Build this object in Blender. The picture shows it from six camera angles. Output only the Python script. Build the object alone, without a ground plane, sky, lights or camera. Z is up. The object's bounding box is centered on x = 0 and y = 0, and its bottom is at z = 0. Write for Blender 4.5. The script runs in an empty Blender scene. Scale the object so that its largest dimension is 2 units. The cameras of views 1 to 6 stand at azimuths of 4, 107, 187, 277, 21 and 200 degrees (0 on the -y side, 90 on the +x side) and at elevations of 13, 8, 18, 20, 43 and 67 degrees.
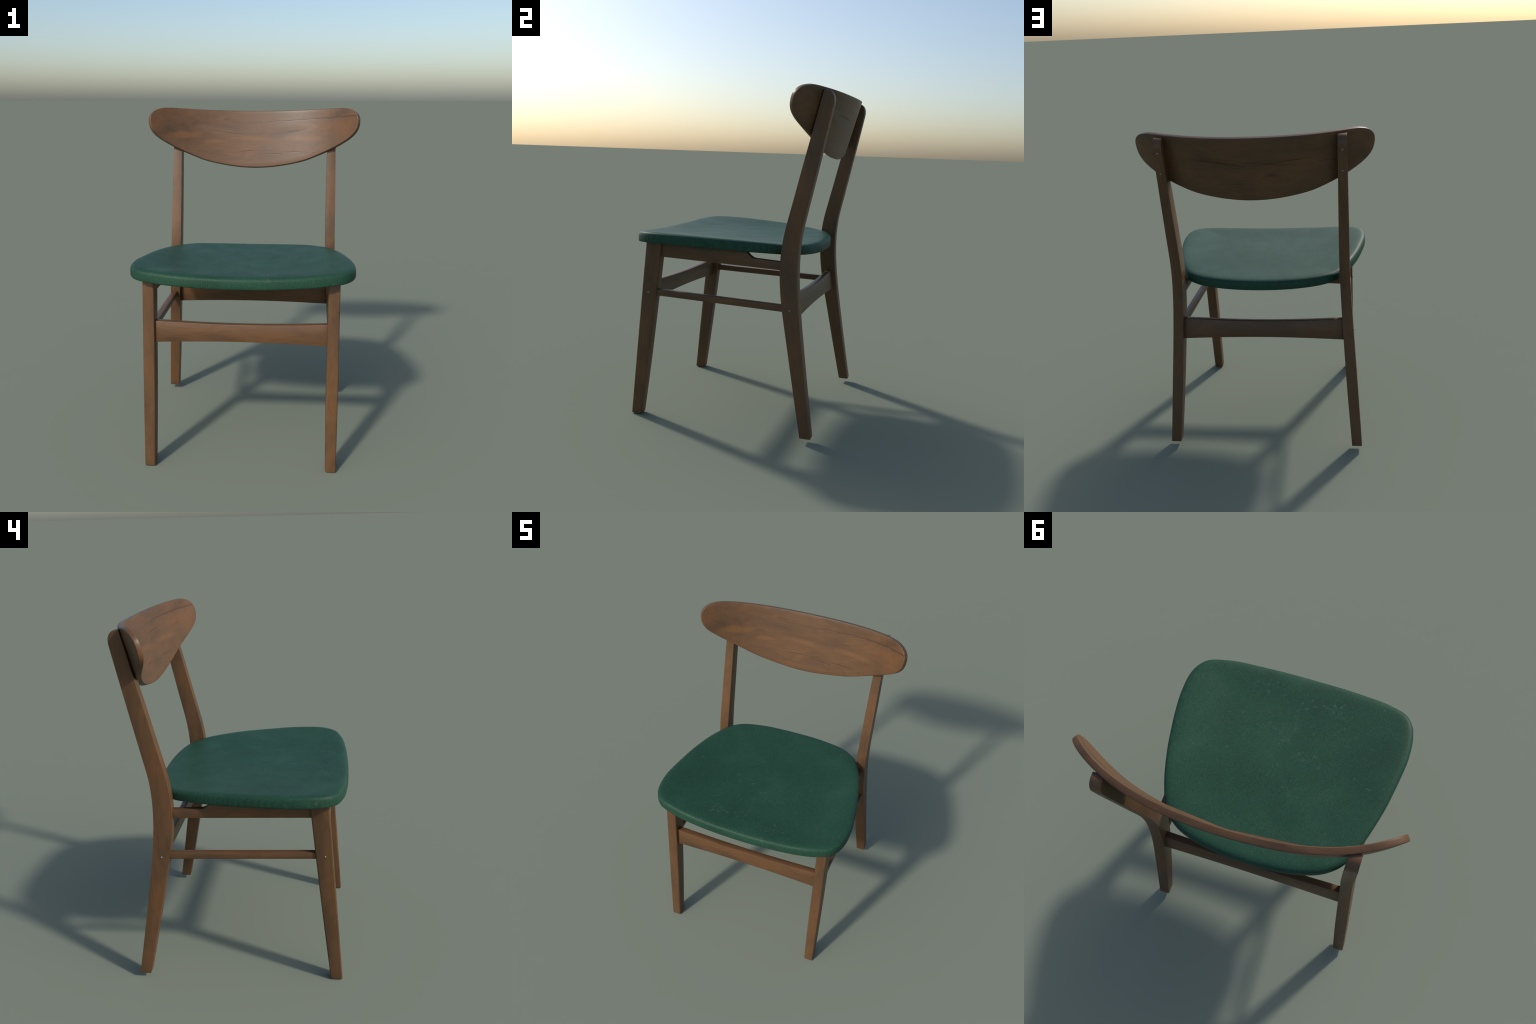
"""Mid-century dining chair: walnut-stained frame, curved backrest, green woven seat."""
import bpy, bmesh, math, random
from mathutils import Vector, noise

random.seed(7)
scene = bpy.context.scene

# ------------------------------------------------------------------ helpers
def interp(table, t):
    """Smooth (Catmull-Rom style) interpolation through (t, value) knots."""
    n = len(table)
    if t <= table[0][0]:
        return table[0][1]
    if t >= table[-1][0]:
        return table[-1][1]
    for i in range(n - 1):
        t0, v0 = table[i]
        t1, v1 = table[i + 1]
        if t0 <= t <= t1:
            h = t1 - t0
            def slope(j):
                if j <= 0:
                    return (table[1][1] - table[0][1]) / (table[1][0] - table[0][0])
                if j >= n - 1:
                    return (table[-1][1] - table[-2][1]) / (table[-1][0] - table[-2][0])
                return (table[j + 1][1] - table[j - 1][1]) / (table[j + 1][0] - table[j - 1][0])
            m0, m1 = slope(i) * h, slope(i + 1) * h
            s = (t - t0) / h
            return ((2*s**3 - 3*s**2 + 1) * v0 + (s**3 - 2*s**2 + s) * m0
                    + (-2*s**3 + 3*s**2) * v1 + (s**3 - s**2) * m1)

def finish(bm, name, mat, parent, origin, angle=35):
    """bmesh in world coordinates -> named child object with its own origin."""
    bmesh.ops.recalc_face_normals(bm, faces=bm.faces)
    o = Vector(origin)
    for v in bm.verts:
        v.co -= o
    me = bpy.data.meshes.new(name)
    bm.to_mesh(me)
    bm.free()
    me.materials.append(mat)
    for p in me.polygons:
        p.use_smooth = True
    me.set_sharp_from_angle(angle=math.radians(angle))
    ob = bpy.data.objects.new(name, me)
    scene.collection.objects.link(ob)
    ob.parent = parent
    base = parent.matrix_world.translation if parent else Vector()
    ob.location = o - ORIGIN.get(parent.name, Vector())
    ORIGIN[ob.name] = o
    return ob

ORIGIN = {}

def loft(rows):
    """Closed tube through rows of equal vertex count, capped at both ends."""
    bm = bmesh.new()
    vr = [[bm.verts.new(p) for p in r] for r in rows]
    n = len(vr[0])
    for a, b in zip(vr, vr[1:]):
        for i in range(n):
            j = (i + 1) % n
            bm.faces.new((a[i], a[j], b[j], b[i]))
    bm.faces.new(vr[0][::-1])
    bm.faces.new(vr[-1])
    return bm

def soften(bm, width, segments=3, limit=40):
    bmesh.ops.recalc_face_normals(bm, faces=bm.faces)
    edges = [e for e in bm.edges if len(e.link_faces) == 2
             and e.calc_face_angle(0) > math.radians(limit)]
    bmesh.ops.bevel(bm, geom=edges, offset=width, offset_type='OFFSET',
                    segments=segments, profile=0.5, affect='EDGES', clamp_overlap=True)

# ------------------------------------------------------------------ materials
class Nodes:
    def __init__(self, name):
        self.mat = bpy.data.materials.new(name)
        self.mat.use_nodes = True
        self.t = self.mat.node_tree
        self.t.nodes.clear()
        out = self.t.nodes.new('ShaderNodeOutputMaterial')
        self.bsdf = self.t.nodes.new('ShaderNodeBsdfPrincipled')
        self.t.links.new(self.bsdf.outputs[0], out.inputs[0])
    def put(self, socket, value):
        if hasattr(value, 'is_output') or isinstance(value, bpy.types.NodeSocket):
            self.t.links.new(value, socket)
        else:
            socket.default_value = value
    def math(self, op, a, b=0.0, clamp=False):
        n = self.t.nodes.new('ShaderNodeMath'); n.operation = op; n.use_clamp = clamp
        self.put(n.inputs[0], a); self.put(n.inputs[1], b)
        return n.outputs[0]
    def coords(self):
        return self.t.nodes.new('ShaderNodeTexCoord').outputs['Object']
    def random(self):
        return self.t.nodes.new('ShaderNodeObjectInfo').outputs['Random']
    def add_vec(self, a, b):
        n = self.t.nodes.new('ShaderNodeVectorMath'); n.operation = 'ADD'
        self.put(n.inputs[0], a); self.put(n.inputs[1], b)
        return n.outputs[0]
    def combine(self, x, y, z):
        n = self.t.nodes.new('ShaderNodeCombineXYZ')
        for s, v in zip(n.inputs, (x, y, z)):
            self.put(s, v)
        return n.outputs[0]
    def separate(self, v):
        n = self.t.nodes.new('ShaderNodeSeparateXYZ'); self.put(n.inputs[0], v)
        return n.outputs
    def mapping(self, v, scale, loc=(0, 0, 0)):
        n = self.t.nodes.new('ShaderNodeMapping')
        self.put(n.inputs['Vector'], v)
        n.inputs['Scale'].default_value = scale
        n.inputs['Location'].default_value = loc
        return n.outputs[0]
    def noise(self, v, scale, detail=4, rough=0.55, distortion=0.0):
        n = self.t.nodes.new('ShaderNodeTexNoise')
        self.put(n.inputs['Vector'], v)
        n.inputs['Scale'].default_value = scale
        n.inputs['Detail'].default_value = detail
        n.inputs['Roughness'].default_value = rough
        n.inputs['Distortion'].default_value = distortion
        return n.outputs['Fac']
    def voronoi(self, v, scale):
        n = self.t.nodes.new('ShaderNodeTexVoronoi')
        self.put(n.inputs['Vector'], v)
        n.inputs['Scale'].default_value = scale
        return n.outputs['Distance']
    def ramp(self, fac, stops, interp='LINEAR'):
        n = self.t.nodes.new('ShaderNodeValToRGB')
        n.color_ramp.interpolation = interp
        el = n.color_ramp.elements
        while len(el) < len(stops):
            el.new(0.5)
        for e, (p, c) in zip(el, stops):
            e.position = p
            e.color = (c, c, c, 1) if isinstance(c, (int, float)) else (*c, 1)
        self.put(n.inputs[0], fac)
        return n.outputs[0]
    def mix(self, fac, a, b, mode='MIX'):
        n = self.t.nodes.new('ShaderNodeMix'); n.data_type = 'RGBA'; n.blend_type = mode
        self.put(n.inputs[0], fac)
        self.put(n.inputs[6], (*a, 1) if isinstance(a, tuple) else a)
        self.put(n.inputs[7], (*b, 1) if isinstance(b, tuple) else b)
        return n.outputs[2]
    def bump(self, height, strength, distance):
        n = self.t.nodes.new('ShaderNodeBump')
        self.put(n.inputs['Height'], height)
        n.inputs['Strength'].default_value = strength
        n.inputs['Distance'].default_value = distance
        return n.outputs[0]

WOOD_DARK = (0.082, 0.045, 0.022)
WOOD_MID = (0.118, 0.060, 0.027)
WOOD_WARM = (0.148, 0.067, 0.026)

def wood(name, axis, cracks=(), knots=(), warm=(), tone=1.0):
    """Stained walnut; axis = grain direction 0/1/2; cracks/knots in object x,z."""
    m = Nodes(name)
    co = m.coords()
    shift = m.combine(m.math('MULTIPLY', m.random(), 3.7),
                      m.math('MULTIPLY', m.random(), 5.3),
                      m.math('MULTIPLY', m.random(), 2.9)) if not cracks else (0, 0, 0)
    p = m.add_vec(co, shift)
    def along(long, cross):
        s = [cross] * 3
        s[axis] = long
        return tuple(s)
    # broad cloudy stain patches, drawn out along the grain
    cloud = m.noise(m.mapping(p, along(2.6, 8.0)), 1.0, 3, 0.5, 0.6)
    base = m.ramp(cloud, [(0.28, tuple(c*tone for c in WOOD_DARK)),
                          (0.50, tuple(c*tone for c in WOOD_MID)),
                          (0.72, tuple(c*tone for c in WOOD_WARM))])
    # annual ring figure
    bend = m.noise(m.mapping(p, along(1.6, 5.0)), 1.0, 2, 0.5)
    ring = m.math('FRACT', m.math('MULTIPLY', bend, 13.0))
    ring = m.ramp(ring, [(0.0, 0.80), (0.16, 1.0), (0.75, 1.04), (1.0, 0.80)])
    base = m.mix(0.45, base, ring, 'MULTIPLY')
    # fine fibres
    fibre = m.noise(m.mapping(p, along(5.0, 150.0)), 1.0, 4, 0.65)
    base = m.mix(0.55, base, m.ramp(fibre, [(0.3, 0.74), (0.52, 1.0), (0.75, 1.16)]), 'MULTIPLY')
    # thin dark pores
    pore = m.noise(m.mapping(p, along(11.0, 320.0)), 1.0, 2, 0.5)
    pore = m.ramp(pore, [(0.62, 0.0), (0.74, 1.0)])
    base = m.mix(m.math('MULTIPLY', pore, 0.25), base, (0.045, 0.024, 0.014))
    # small pale nicks
    nick = m.noise(m.mapping(p, along(30.0, 70.0)), 1.0, 2, 0.6)
    nick = m.ramp(nick, [(0.76, 0.0), (0.80, 1.0)])
    base = m.mix(m.math('MULTIPLY', nick, 0.25), base, (0.27, 0.18, 0.12))
    height = m.math('MULTIPLY', fibre, 0.35)
    if cracks or knots:
        x, y, z = m.separate(co)
        wob = m.math('SUBTRACT', m.noise(m.mapping(co, (11, 3, 3)), 1.0, 4, 0.6), 0.5)
        sel = m.noise(m.mapping(co, (7, 3, 12)), 1.0, 2, 0.5)
        facing = m.separate(m.t.nodes.new('ShaderNodeTexCoord').outputs['Normal'])[1]
        rear = m.math('GREATER_THAN', facing, 0.0)
        face = {1: rear, -1: m.math('SUBTRACT', 1.0, rear)}
        for (wx, wz, rx, rz, depth) in warm:
            dx = m.math('DIVIDE', m.math('SUBTRACT', x, wx), rx)
            dz = m.math('DIVIDE', m.math('SUBTRACT', z, wz), rz)
            r = m.math('SQRT', m.math('ADD', m.math('MULTIPLY', dx, dx), m.math('MULTIPLY', dz, dz)))
            r = m.math('ADD', r, m.math('MULTIPLY', wob, 1.5))
            k = m.math('MULTIPLY', m.ramp(m.math('SUBTRACT', 1.0, r, True), [(0.0, 0.0), (0.8, 1.0)], 'EASE'), depth)
            base = m.mix(m.math('MULTIPLY', k, face[-1]), base, (0.185, 0.085, 0.030))
        for (x0, x1, z0, slope, curve, width, depth, side) in cracks:
            c = 0.5 * (x0 + x1)
            dx = m.math('SUBTRACT', x, c)
            line = m.math('ADD', m.math('MULTIPLY', dx, slope), z0)
            line = m.math('ADD', line, m.math('MULTIPLY', m.math('MULTIPLY', dx, dx), curve))
            line = m.math('ADD', line, m.math('MULTIPLY', wob, 0.022))
            d = m.math('ABSOLUTE', m.math('SUBTRACT', z, line))
            core = m.math('SUBTRACT', 1.0, m.math('DIVIDE', d, width), True)
            span = m.math('SUBTRACT', 1.0, m.math('DIVIDE', m.math('ABSOLUTE', dx), 0.5*(x1-x0)), True)
            span = m.math('MULTIPLY', span, 3.0, True)
            k = m.math('MULTIPLY', m.math('MULTIPLY', core, span), m.math('MULTIPLY', face[side], depth))
            k = m.math('MULTIPLY', k, m.ramp(sel, [(0.3, 0.45), (0.55, 1.0)]))
            base = m.mix(k, base, (0.030, 0.018, 0.012))
            height = m.math('SUBTRACT', height, m.math('MULTIPLY', k, 1.6))
        for (kx, kz, rx, rz, depth, side) in knots:
            dx = m.math('DIVIDE', m.math('SUBTRACT', x, kx), rx)
            dz = m.math('DIVIDE', m.math('SUBTRACT', z, kz), rz)
            r = m.math('SQRT', m.math('ADD', m.math('MULTIPLY', dx, dx), m.math('MULTIPLY', dz, dz)))
            r = m.math('ADD', r, m.math('MULTIPLY', wob, 1.2))
            k = m.math('MULTIPLY', m.math('SUBTRACT', 1.0, r, True), m.math('MULTIPLY', face[side], depth))
            base = m.mix(k, base, (0.040, 0.022, 0.013))
    m.put(m.bsdf.inputs['Base Color'], base)
    m.put(m.bsdf.inputs['Roughness'], m.ramp(cloud, [(0.3, 0.38), (0.7, 0.46)]))
    m.bsdf.inputs['Specular IOR Level'].default_value = 0.36
    m.put(m.bsdf.inputs['Normal'], m.bump(height, 0.35, 0.0012))
    return m.mat

def fabric(name):
    """Green woven vinyl: fine basket weave, faded blotches, chalky scuffs."""
    m = Nodes(name)
    co = m.coords()
    x, y, z = m.separate(co)
    # regular basket weave, broken up by uneven thread thickness
    warp = m.noise(m.mapping(co, (210, 70, 120)), 1.0, 2, 0.6)
    weft = m.noise(m.mapping(co, (70, 210, 120)), 1.0, 2, 0.6)
    thread = m.math('ADD', m.math('MULTIPLY', warp, 0.55), m.math('MULTIPLY', weft, 0.45))
    k = 2 * math.pi / 0.0094
    sx = m.math('SINE', m.math('MULTIPLY', m.math('ADD', x, m.math('MULTIPLY', y, 0.10)), k))
    sy = m.math('SINE', m.math('MULTIPLY', m.math('ADD', y, m.math('MULTIPLY', z, 1.0)), k))
    weave = m.math('ADD', m.math('MULTIPLY', m.math('MULTIPLY', sx, sy), 0.65), m.math('MULTIPLY', sx, 0.35))
    lump = m.noise(m.mapping(co, (9, 7, 9)), 1.0, 3, 0.55)
    cloud = m.noise(co, 3.2, 4, 0.6, 0.4)
    base = m.ramp(cloud, [(0.30, (0.0160, 0.0530, 0.0320)), (0.55, (0.0195, 0.0635, 0.0380)),
                          (0.75, (0.0250, 0.0720, 0.0450))])
    w = m.ramp(m.math('ADD', m.math('MULTIPLY', weave, 0.5), 0.5), [(0.0, 0.72), (0.5, 0.98), (1.0, 1.38)])
    base = m.mix(0.8, base, w, 'MULTIPLY')
    base = m.mix(0.6, base, m.ramp(thread, [(0.35, 0.70), (0.5, 1.0), (0.66, 1.40)]), 'MULTIPLY')
    # chalky scuffs: sparse flecks everywhere, gathered along the sitting edge
    fleck = m.noise(m.mapping(co, (42, 48, 42)), 1.0, 4, 0.68)
    where = m.noise(co, 9.0, 2, 0.5)
    def blob(cx, cy, rx, ry):
        dx = m.math('DIVIDE', m.math('SUBTRACT', x, cx), rx)
        dy = m.math('DIVIDE', m.math('SUBTRACT', y, cy), ry)
        r = m.math('SQRT', m.math('ADD', m.math('MULTIPLY', dx, dx), m.math('MULTIPLY', dy, dy)))
        return m.math('SUBTRACT', 1.0, r, True)
    edge = m.math('ADD', blob(-0.16, -0.47, 0.24, 0.10), blob(0.02, -0.24, 0.13, 0.10))
    edge = m.math('ADD', edge, blob(-0.12, -0.13, 0.12, 0.10))
    edge = m.math('ADD', edge, blob(0.20, -0.50, 0.16, 0.08))
    bias = m.math('ADD', m.math('MULTIPLY', edge, 0.11), m.math('MULTIPLY', where, 0.20))
    scuff = m.ramp(m.math('ADD', fleck, bias), [(0.715, 0.0), (0.86, 1.0)])
    scuff = m.math('MULTIPLY', scuff, m.ramp(thread, [(0.42, 0.35), (0.56, 1.0)]))
    base = m.mix(m.math('MULTIPLY', scuff, 0.30), base, (0.15, 0.21, 0.185))
    m.put(m.bsdf.inputs['Base Color'], base)
    m.put(m.bsdf.inputs['Roughness'], m.ramp(lump, [(0.3, 0.46), (0.7, 0.54)]))
    m.bsdf.inputs['Specular IOR Level'].default_value = 0.16
    h = m.math('ADD', m.math('MULTIPLY', weave, 0.22), m.math('MULTIPLY', thread, 0.4))
    h = m.math('ADD', h, m.math('MULTIPLY', lump, 0.8))
    m.put(m.bsdf.inputs['Normal'], m.bump(h, 0.30, 0.0010))
    return m.mat

def metal(name):
    m = Nodes(name)
    m.bsdf.inputs['Metallic'].default_value = 0.85
    tarnish = m.noise(m.coords(), 160, 3)
    m.put(m.bsdf.inputs['Base Color'], m.ramp(tarnish, [(0.3, (0.17, 0.15, 0.14)), (0.7, (0.32, 0.30, 0.29))]))
    m.bsdf.inputs['Roughness'].default_value = 0.38
    return m.mat

WOOD_UP = wood('stained_wood_upright', 2)
WOOD_ACROSS = wood('stained_wood_across', 0)
WOOD_DEEP = wood('stained_wood_lengthwise', 1)
WOOD_BACK = wood('stained_wood_panel', 0,
    # x0, x1, z0, slope, curve, width, depth, face (-1 sitting side, +1 rear side)
    cracks=[(0.02, 0.78, 0.109, 0.092, 0.02, 0.0055, 0.55, -1),
            (0.28, 0.80, 0.123, 0.088, 0.00, 0.0120, 0.25, -1),
            (-0.12, 0.10, -0.106, 0.00, 0.0, 0.0042, 0.70, -1),
            (0.14, 0.38, -0.110, 0.00, 0.0, 0.0040, 0.65, -1),
            (-0.02, 0.19, -0.121, -0.02, 0.0, 0.0034, 0.50, -1),
            (-0.34, 0.06, 0.082, -0.03, 0.1, 0.0040, 0.22, -1),
            (-0.30, 0.06, -0.001, 0.085, 0.0, 0.0045, 0.70, 1),
            (-0.50, -0.36, 0.008, 0.04, 0.0, 0.0040, 0.40, 1),
            (0.04, 0.20, -0.116, 0.03, 0.0, 0.0045, 0.60, 1)],
    # x, z, half-width, half-height, depth, face
    knots=[(-0.194, 0.103, 0.035, 0.009, 0.50, -1), (-0.011, -0.065, 0.018, 0.013, 0.40, -1),
           (0.180, -0.125, 0.010, 0.007, 0.60, -1), (0.390, -0.111, 0.012, 0.008, 0.45, -1),
           (0.237, 0.120, 0.045, 0.014, 0.22, -1),
           (-0.117, -0.063, 0.050, 0.017, 0.75, 1), (-0.212, -0.099, 0.022, 0.009, 0.60, 1)],
    # x, z, half-width, half-height, strength of warm amber streaks on the sitting side
    warm=[(-0.47, 0.003, 0.16, 0.034, 0.60), (-0.26, -0.040, 0.12, 0.020, 0.45),
          (-0.03, -0.022, 0.16, 0.022, 0.45), (0.33, -0.018, 0.17, 0.024, 0.50)])
FABRIC = fabric('green_woven_vinyl')
METAL = metal('tarnished_steel')

# ------------------------------------------------------------------ the chair
chair = bpy.data.objects.new('dining_chair', None)
chair.empty_display_size = 0.2
scene.collection.objects.link(chair)
chair['label'] = 'brown wooden dining chair with curved backrest and green seat'
chair['category'] = 'chair'
ORIGIN['dining_chair'] = Vector((0, 0, 0))

# ---- seat: shield-shaped pad, dished side to side, falling to the rear
SEAT_HALF = [(0.0, -0.618), (0.20, -0.614), (0.38, -0.600), (0.485, -0.580), (0.564, -0.550),
             (0.611, -0.492), (0.632, -0.422), (0.637, -0.345), (0.633, -0.262), (0.615, -0.135),
             (0.589, 0.005), (0.550, 0.150), (0.512, 0.250), (0.478, 0.318), (0.430, 0.370),
             (0.360, 0.412), (0.250, 0.443), (0.120, 0.460), (0.0, 0.464)]

def catmull_loop(pts, per):
    out = []
    n = len(pts)
    for i in range(n):
        p0, p1, p2, p3 = (Vector(pts[(i + k - 1) % n]) for k in range(4))
        for s in range(per):
            t = s / per
            out.append(0.5 * ((2*p1) + (p2 - p0)*t + (2*p0 - 5*p1 + 4*p2 - p3)*t*t
                              + (3*p1 - p0 - 3*p2 + p3)*t**3))
    return out

def seat_floor(x, y):
    return 1.058 - 0.0225 * (y + 0.6) + 0.030 * (x / 0.6) ** 2

def build_seat():
    loop = SEAT_HALF + [(-x, y) for x, y in SEAT_HALF[-2:0:-1]]
    edge = catmull_loop(loop, 6)
    n = len(edge)
    tang = [(edge[(i + 1) % n] - edge[i - 1]).normalized() for i in range(n)]
    inward = [Vector((-t.y, t.x)) for t in tang]
    centre = Vector((0, -0.07))
    # (inset from outline, height over the underside, scaled-in fraction)
    section = [(None, 0.000, 0.05), (None, 0.000, 0.35), (None, 0.000, 0.70), (0.040, 0.000, 0), (0.010, 0.0000, 0),
               (0.004, 0.0010, 0), (0.0012, 0.0040, 0), (0.000, 0.010, 0), (0.000, 0.024, 0), (0.0006, 0.036, 0),
               (0.0018, 0.0455, 0), (0.0042, 0.0525, 0), (0.0085, 0.0580, 0), (0.0155, 0.0622, 0), (0.026, 0.0650, 0),
               (0.042, 0.0666, 0), (0.065, 0.0675, 0), (None, 0.0682, 0.80), (None, 0.0684, 0.65), (None, 0.0684, 0.50),
               (None, 0.0684, 0.35), (None, 0.0684, 0.20), (None, 0.0684, 0.05)]
    bm = bmesh.new()
    rings = []
    for inset, h, frac in section:
        ring = []
        for e, nrm in zip(edge, inward):
            q = centre + (e - centre) * frac if inset is None else e + nrm * inset
            z = seat_floor(q.x, q.y) + h
            h_eff = min(1.0, max(0.0, (q.y - 0.1) / 0.36)) * 0.004 if h > 0.04 else 0.0
            z -= h_eff                              # pad thins a little toward the rear
            if h > 0.05:                            # sat-in hollow, deepest behind the middle
                f = max(0.0, min(1.0, (1 - max(abs(q.x) / 0.62, abs(q.y + 0.06) / 0.54)) / 0.45))
                z -= 0.0088 * f * f * (3 - 2 * f)
            # slight slackness of the cover
            if h > 0.004:
                side = 1.0 if inset is not None and inset < 0.02 else 0.4
                w = noise.noise(Vector((q.x * 7, q.y * 7, h * 20))) * 0.0012 * side
                z += w * 0.8
                q = q + (e - centre).normalized() * w
            ring.append(bm.verts.new((q.x, q.y, z)))
        rings.append(ring)
    for a, b in zip(rings, rings[1:]):
        for i in range(n):
            j = (i + 1) % n
            bm.faces.new((a[i], a[j], b[j], b[i]))
    bm.faces.new(rings[0][::-1])
    bm.faces.new(rings[-1])
    return finish(bm, 'seat', FABRIC, chair, (0, 0, 1.10), 60)

build_seat()

# ---- backrest: bent panel, crescent outline, leaning back
LEAN = 0.288
def panel_front(x, z):
    bow = 0.24 * x * x + 0.41 * x ** 4              # flatter toward the lower edge
    return 0.589 + LEAN * (z - 1.975) - bow * (1 - 0.45 * (1.95 - z) * (1 - (x / 0.69) ** 2))

PANEL_THICK = 0.032
PANEL_HALF = [(0.0, 1.979), (0.16, 1.9805), (0.32, 1.986), (0.470, 1.995), (0.565, 2.0008), (0.611, 1.9975),
              (0.645, 1.985), (0.667, 1.961), (0.674, 1.927), (0.666, 1.878), (0.641, 1.836),
              (0.598, 1.797), (0.518, 1.746), (0.408, 1.692), (0.304, 1.653), (0.150, 1.622), (0.0, 1.611)]

def build_backrest():
    loop = PANEL_HALF + [(-x, z) for x, z in PANEL_HALF[-2:0:-1]]
    edge = catmull_loop(loop, 6)
    n = len(edge)
    tang = [(edge[(i + 1) % n] - edge[i - 1]).normalized() for i in range(n)]
    inward = [Vector((t.y, -t.x)) for t in tang]
    r = 0.0045
    profile = []                                    # (inset, depth from front face)
    for k in range(5):
        a = k / 4 * math.pi / 2
        profile.append((r * (1 - math.sin(a)), r * (1 - math.cos(a))))
    for k in range(5):
        a = k / 4 * math.pi / 2
        profile.append((r * (1 - math.cos(a)), PANEL_THICK - r * (1 - math.sin(a))))
    bm = bmesh.new()
    def place(x, z, depth):
        slope = 0.47 * x + 1.45 * x ** 3             # offset along the panel normal
        nrm = Vector((slope, 1.0, -LEAN)).normalized()
        return bm.verts.new(Vector((x, panel_front(x, z), z)) + nrm * depth * (1 - 0.12 * (x / 0.69) ** 2))
    rings = []
    fill = (0.86, 0.68, 0.48, 0.27, 0.08)
    mid = lambda e: Vector((e.x, 1.835 + 0.05 * abs(e.x)))     # shrink the fill toward a spine
    def inner(depth):
        out = []
        for f in fill:
            out.append([place(e.x * (0.5 + 0.5 * f) if f < 1 else e.x,
                              mid(e).y + (e.y - mid(e).y) * f, depth) for e in edge])
        return out
    front = inner(0.0)[::-1]
    back = inner(PANEL_THICK)
    rings += front
    for inset, depth in profile:
        rings.append([place(e.x + v.x * inset, e.y + v.y * inset, depth) for e, v in zip(edge, inward)])
    rings += back
    for a, b in zip(rings, rings[1:]):
        for i in range(n):
            j = (i + 1) % n
            bm.faces.new((a[i], a[j], b[j], b[i]))
    bm.faces.new(rings[0][::-1])
    bm.faces.new(rings[-1])
    return finish(bm, 'backrest', WOOD_BACK, chair, (0, 0.54, 1.82), 50)

build_backrest()

# ---- legs
def box_rows(rows):
    return loft([[(a, c, z), (b, c, z), (b, d, z), (a, d, z)] for (a, b, c, d, z) in rows])

def build_short_leg(s):
    rows = []
    for i in range(13):
        z = 1.095 * i / 12
        out = interp([(0, 0.5435), (0.4, 0.546), (1.1, 0.546)], z)
        inn = interp([(0, 0.4840), (0.4, 0.480), (1.1, 0.481)], z)
        yf = -0.602 + 0.0845 * z
        yb = interp([(0, -0.536), (0.35, -0.493), (0.72, -0.450), (1.1, -0.408)], z)
        rows.append((s * inn, s * out, yf, yb, z))
    bm = box_rows(rows)
    soften(bm, 0.008, 4)
    return finish(bm, 'leg', WOOD_UP, chair, (s * 0.513, -0.56, 0.0))

POST_OUT = [(0.03, 0.6085), (0.4, 0.5850), (0.8, 0.5590), (1.0, 0.5480), (1.15, 0.5430), (1.4, 0.5415), (1.98, 0.5370)]
POST_IN = [(0.03, 0.5470), (0.4, 0.5190), (0.8, 0.4950), (1.0, 0.4860), (1.15, 0.4810), (1.4, 0.4815), (1.98, 0.4870)]
POST_FRONT = [(0.03, 0.492), (0.2, 0.457), (0.4, 0.417), (0.6, 0.377), (0.7, 0.357), (0.8, 0.339), (0.9, 0.327), (1.0, 0.3225),
              (1.1, 0.3275), (1.2, 0.3425), (1.3, 0.366), (1.4, 0.390), (1.6, 0.4375), (1.8, 0.4865), (1.98, 0.530)]
POST_BACK = [(0.03, 0.549), (0.2, 0.521), (0.4, 0.489), (0.6, 0.459), (0.7, 0.445), (0.8, 0.433), (0.9, 0.4245), (1.0, 0.421),
             (1.1, 0.424), (1.2, 0.4355), (1.3, 0.456), (1.4, 0.478), (1.6, 0.521), (1.8, 0.5635), (1.905, 0.585)]

def post_swell(z):
    return interp([(0.03, 0.0045), (0.8, 0.0045), (1.2, 0.0015), (1.905, 0.000)], z)

def build_post(s):
    rows = []
    zs = [0.030 + 0.0375 * i for i in range(51)]                     # to 1.905
    for z in zs:
        rows.append((interp(POST_IN, z), interp(POST_OUT, z) - 0.0005, interp(POST_FRONT, z) - 0.0005,
                     interp(POST_BACK, z) + post_swell(z), z))
    z0, top = 1.905, 1.977
    y0 = interp(POST_BACK, z0) + post_swell(z0)
    for k in range(1, 11):                                           # rounded head, back shoulder only
        a = k / 10 * math.pi / 2
        z = z0 + (top - z0) * math.sin(a)
        yf = interp(POST_FRONT, z)
        yb = y0 + 0.006 * math.sin(2 * a) - (y0 - 0.540) * (1 - math.cos(a))
        rows.append((interp(POST_IN, z), interp(POST_OUT, z) - 0.0005, yf - 0.0005, max(yb, yf + 0.006), z))
    bm = box_rows([(s * a, s * b, c, d, z) for a, b, c, d, z in rows])
    soften(bm, 0.008, 4)
    return finish(bm, 'post', WOOD_UP, chair, (s * 0.578, 0.52, 0.03))

legs = {s: build_short_leg(s) for s in (-1, 1)}
posts = {s: build_post(s) for s in (-1, 1)}

# ---- crossbars: waisted boards between the legs
def build_crossbar(half, y_front, y_back, tilt, z_top, z_bot, waist_top, waist_bot, z_ref, taper):
    rows = []
    for i in range(25):
        t = -1 + 2 * i / 24
        w = (1 - t * t) ** 1.15 if abs(t) < 1 else 0.0
        zt, zb = z_top - waist_top * w, z_bot + waist_bot * w
        def at(y, z):
            hx = half + taper * (z - z_ref)
            return (t * hx, y + tilt * (z - z_ref), z)
        rows.append([at(y_front, zb), at(y_back, zb), at(y_back, zt), at(y_front, zt)])
    bm = loft(rows)
    soften(bm, 0.003, 2)
    return finish(bm, 'crossbar', WOOD_ACROSS, chair, (0, 0.5 * (y_front + y_back), z_ref))

build_crossbar(0.492, -0.516, -0.478, 0.10, 0.8435, 0.7215, 0.013, 0.012, 0.78, 0.0)
build_crossbar(0.506, 0.378, 0.415, -0.16, 0.825, 0.697, 0.015, 0.012, 0.76, -0.05)

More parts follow.
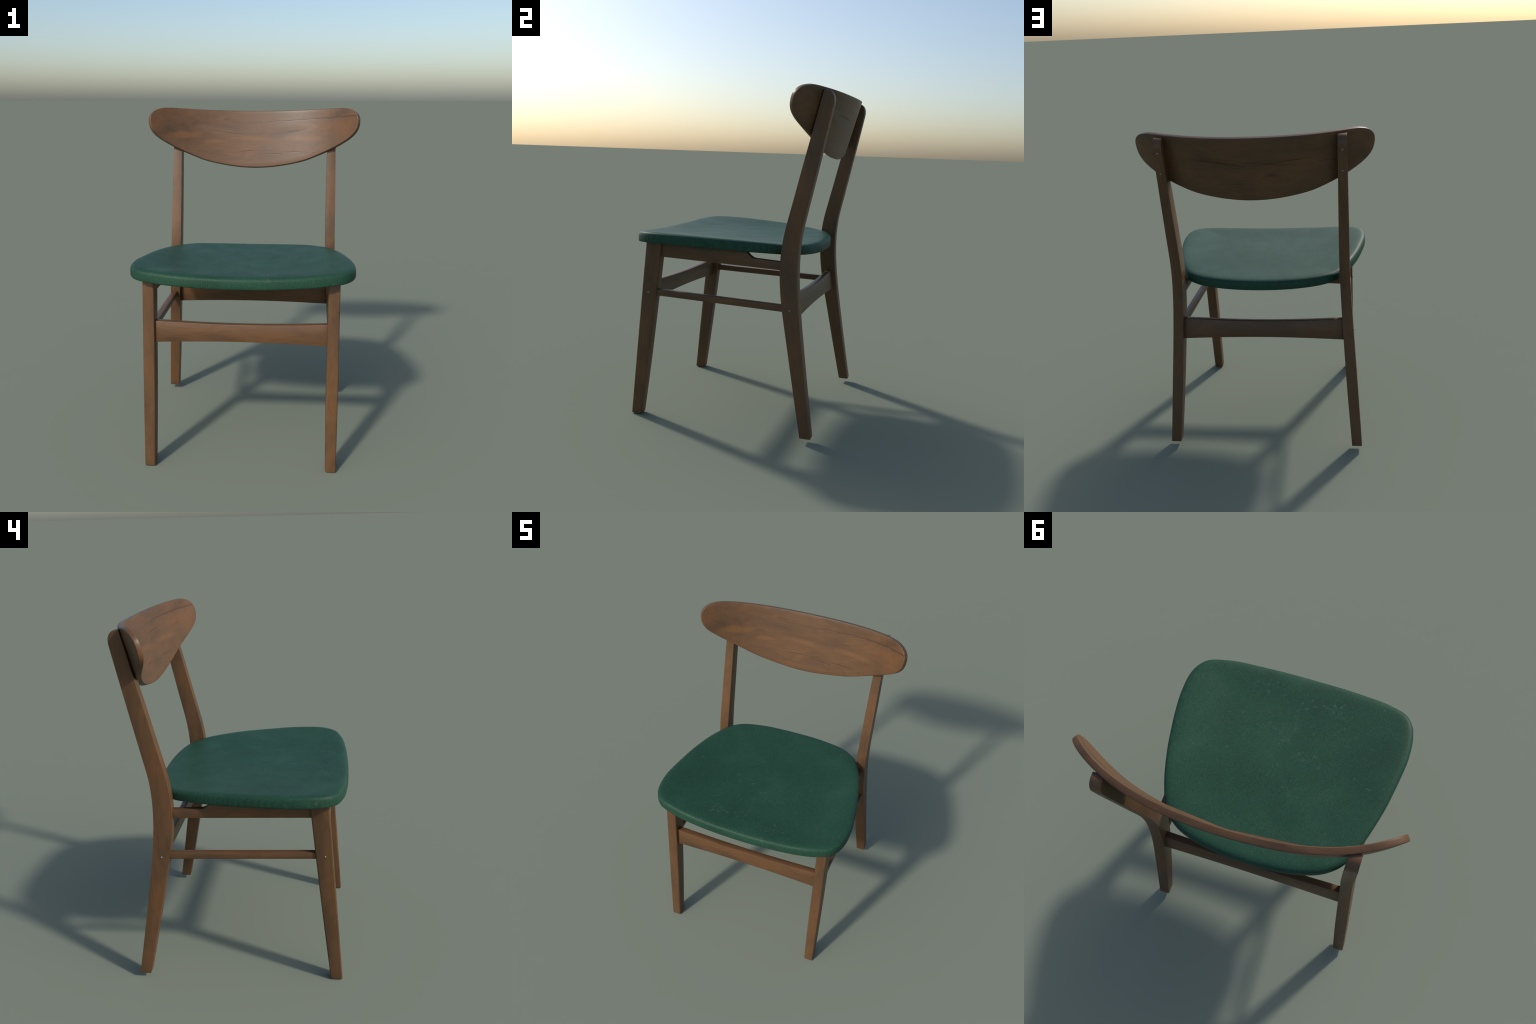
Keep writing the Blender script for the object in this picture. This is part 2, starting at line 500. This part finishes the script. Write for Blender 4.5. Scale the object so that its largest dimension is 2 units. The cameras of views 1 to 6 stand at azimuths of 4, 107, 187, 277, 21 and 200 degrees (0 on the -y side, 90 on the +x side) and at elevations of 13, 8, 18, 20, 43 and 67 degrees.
# ---- side stretchers and seat rails
def build_stretcher(s):
    rows = []
    for i in range(13):
        t = i / 12
        y = -0.470 + t * (0.375 + 0.470)
        u = (y + 0.44) / (0.335 + 0.44)
        xo = 0.536 + 0.016 * u
        zb, zt = 0.758 - 0.0185 * u, 0.796 - 0.018 * u
        rows.append([(s * xo, y, zb), (s * (xo - 0.038), y, zb), (s * (xo - 0.038), y, zt), (s * xo, y, zt)])
    bm = loft(rows)
    soften(bm, 0.004, 3)
    return finish(bm, 'stretcher', WOOD_DEEP, chair, (s * 0.525, -0.05, 0.768))

def build_rail(s):
    x0, x1 = 0.490, 0.530
    top = []
    for i in range(25):
        y = -0.455 + (0.116 + 0.455) * i / 24
        top.append((y, seat_floor(0.47, y) + 0.003))
    z_hi = top[-1][1]
    # quarter-round notch down to a thinner tail
    for k in range(1, 9):
        a = k / 8
        top.append((0.116 + 0.054 * a, z_hi + (1.0285 - z_hi) * (1 - (1 - a) ** 2.0)))
    for k in range(1, 6):
        top.append((0.170 + k * 0.038, 1.0285 - 0.0018 * k))
    rows = []
    for y, zt in top:
        zb = 0.995 - 0.0285 * (y + 0.41)
        rows.append([(s * x1, y, zb), (s * x0, y, zb), (s * x0, y, zt), (s * x1, y, zt)])
    bm = loft(rows)
    soften(bm, 0.002, 2, 60)
    return finish(bm, 'rail', WOOD_DEEP, chair, (s * 0.505, -0.05, 1.0))

for s in (-1, 1):
    build_stretcher(s)
    build_rail(s)

# ---- screws: domed heads sitting in shallow countersinks
def screw_mesh():
    bm = bmesh.new()
    n = 20
    profile = [(0.0088, -0.0020), (0.0088, 0.0004), (0.0078, 0.0009), (0.0066, 0.0002), (0.0060, 0.0002),
               (0.0054, 0.0014), (0.0040, 0.0026), (0.0020, 0.0033)]
    rings = [[bm.verts.new((r * math.cos(2*math.pi*i/n), r * math.sin(2*math.pi*i/n), h)) for i in range(n)]
             for r, h in profile]
    for a, b in zip(rings, rings[1:]):
        for i in range(n):
            j = (i + 1) % n
            bm.faces.new((a[i], a[j], b[j], b[i]))
    bm.faces.new(rings[-1])
    bm.faces.new(rings[0][::-1])
    me = bpy.data.meshes.new('screw')
    bm.to_mesh(me)
    bm.free()
    me.materials.append(WOOD_UP)
    me.materials.append(METAL)
    for p in me.polygons:
        p.use_smooth = True
        c = math.hypot(p.center.x, p.center.y)
        p.material_index = 1 if c < 0.0062 else 0
    return me

SCREW = screw_mesh()
def put_screw(parent, pos, normal):
    ob = bpy.data.objects.new('screw', SCREW)
    scene.collection.objects.link(ob)
    ob.parent = parent
    ob.location = Vector(pos) - ORIGIN[parent.name]
    ob.rotation_mode = 'QUATERNION'
    ob.rotation_quaternion = Vector((0, 0, 1)).rotation_difference(Vector(normal))

for s in (-1, 1):
    put_screw(legs[s], (s * 0.5462, -0.494, 0.776), (s, 0, 0))
    put_screw(posts[s], (s * (interp(POST_OUT, 0.752) - 0.0003), 0.392, 0.752), (s, 0, 0.062))
    for z in (1.893, 1.772):
        put_screw(posts[s], (s * 0.512, interp(POST_BACK, z) + post_swell(z) + 0.0002, z), (0, 1, -0.208))
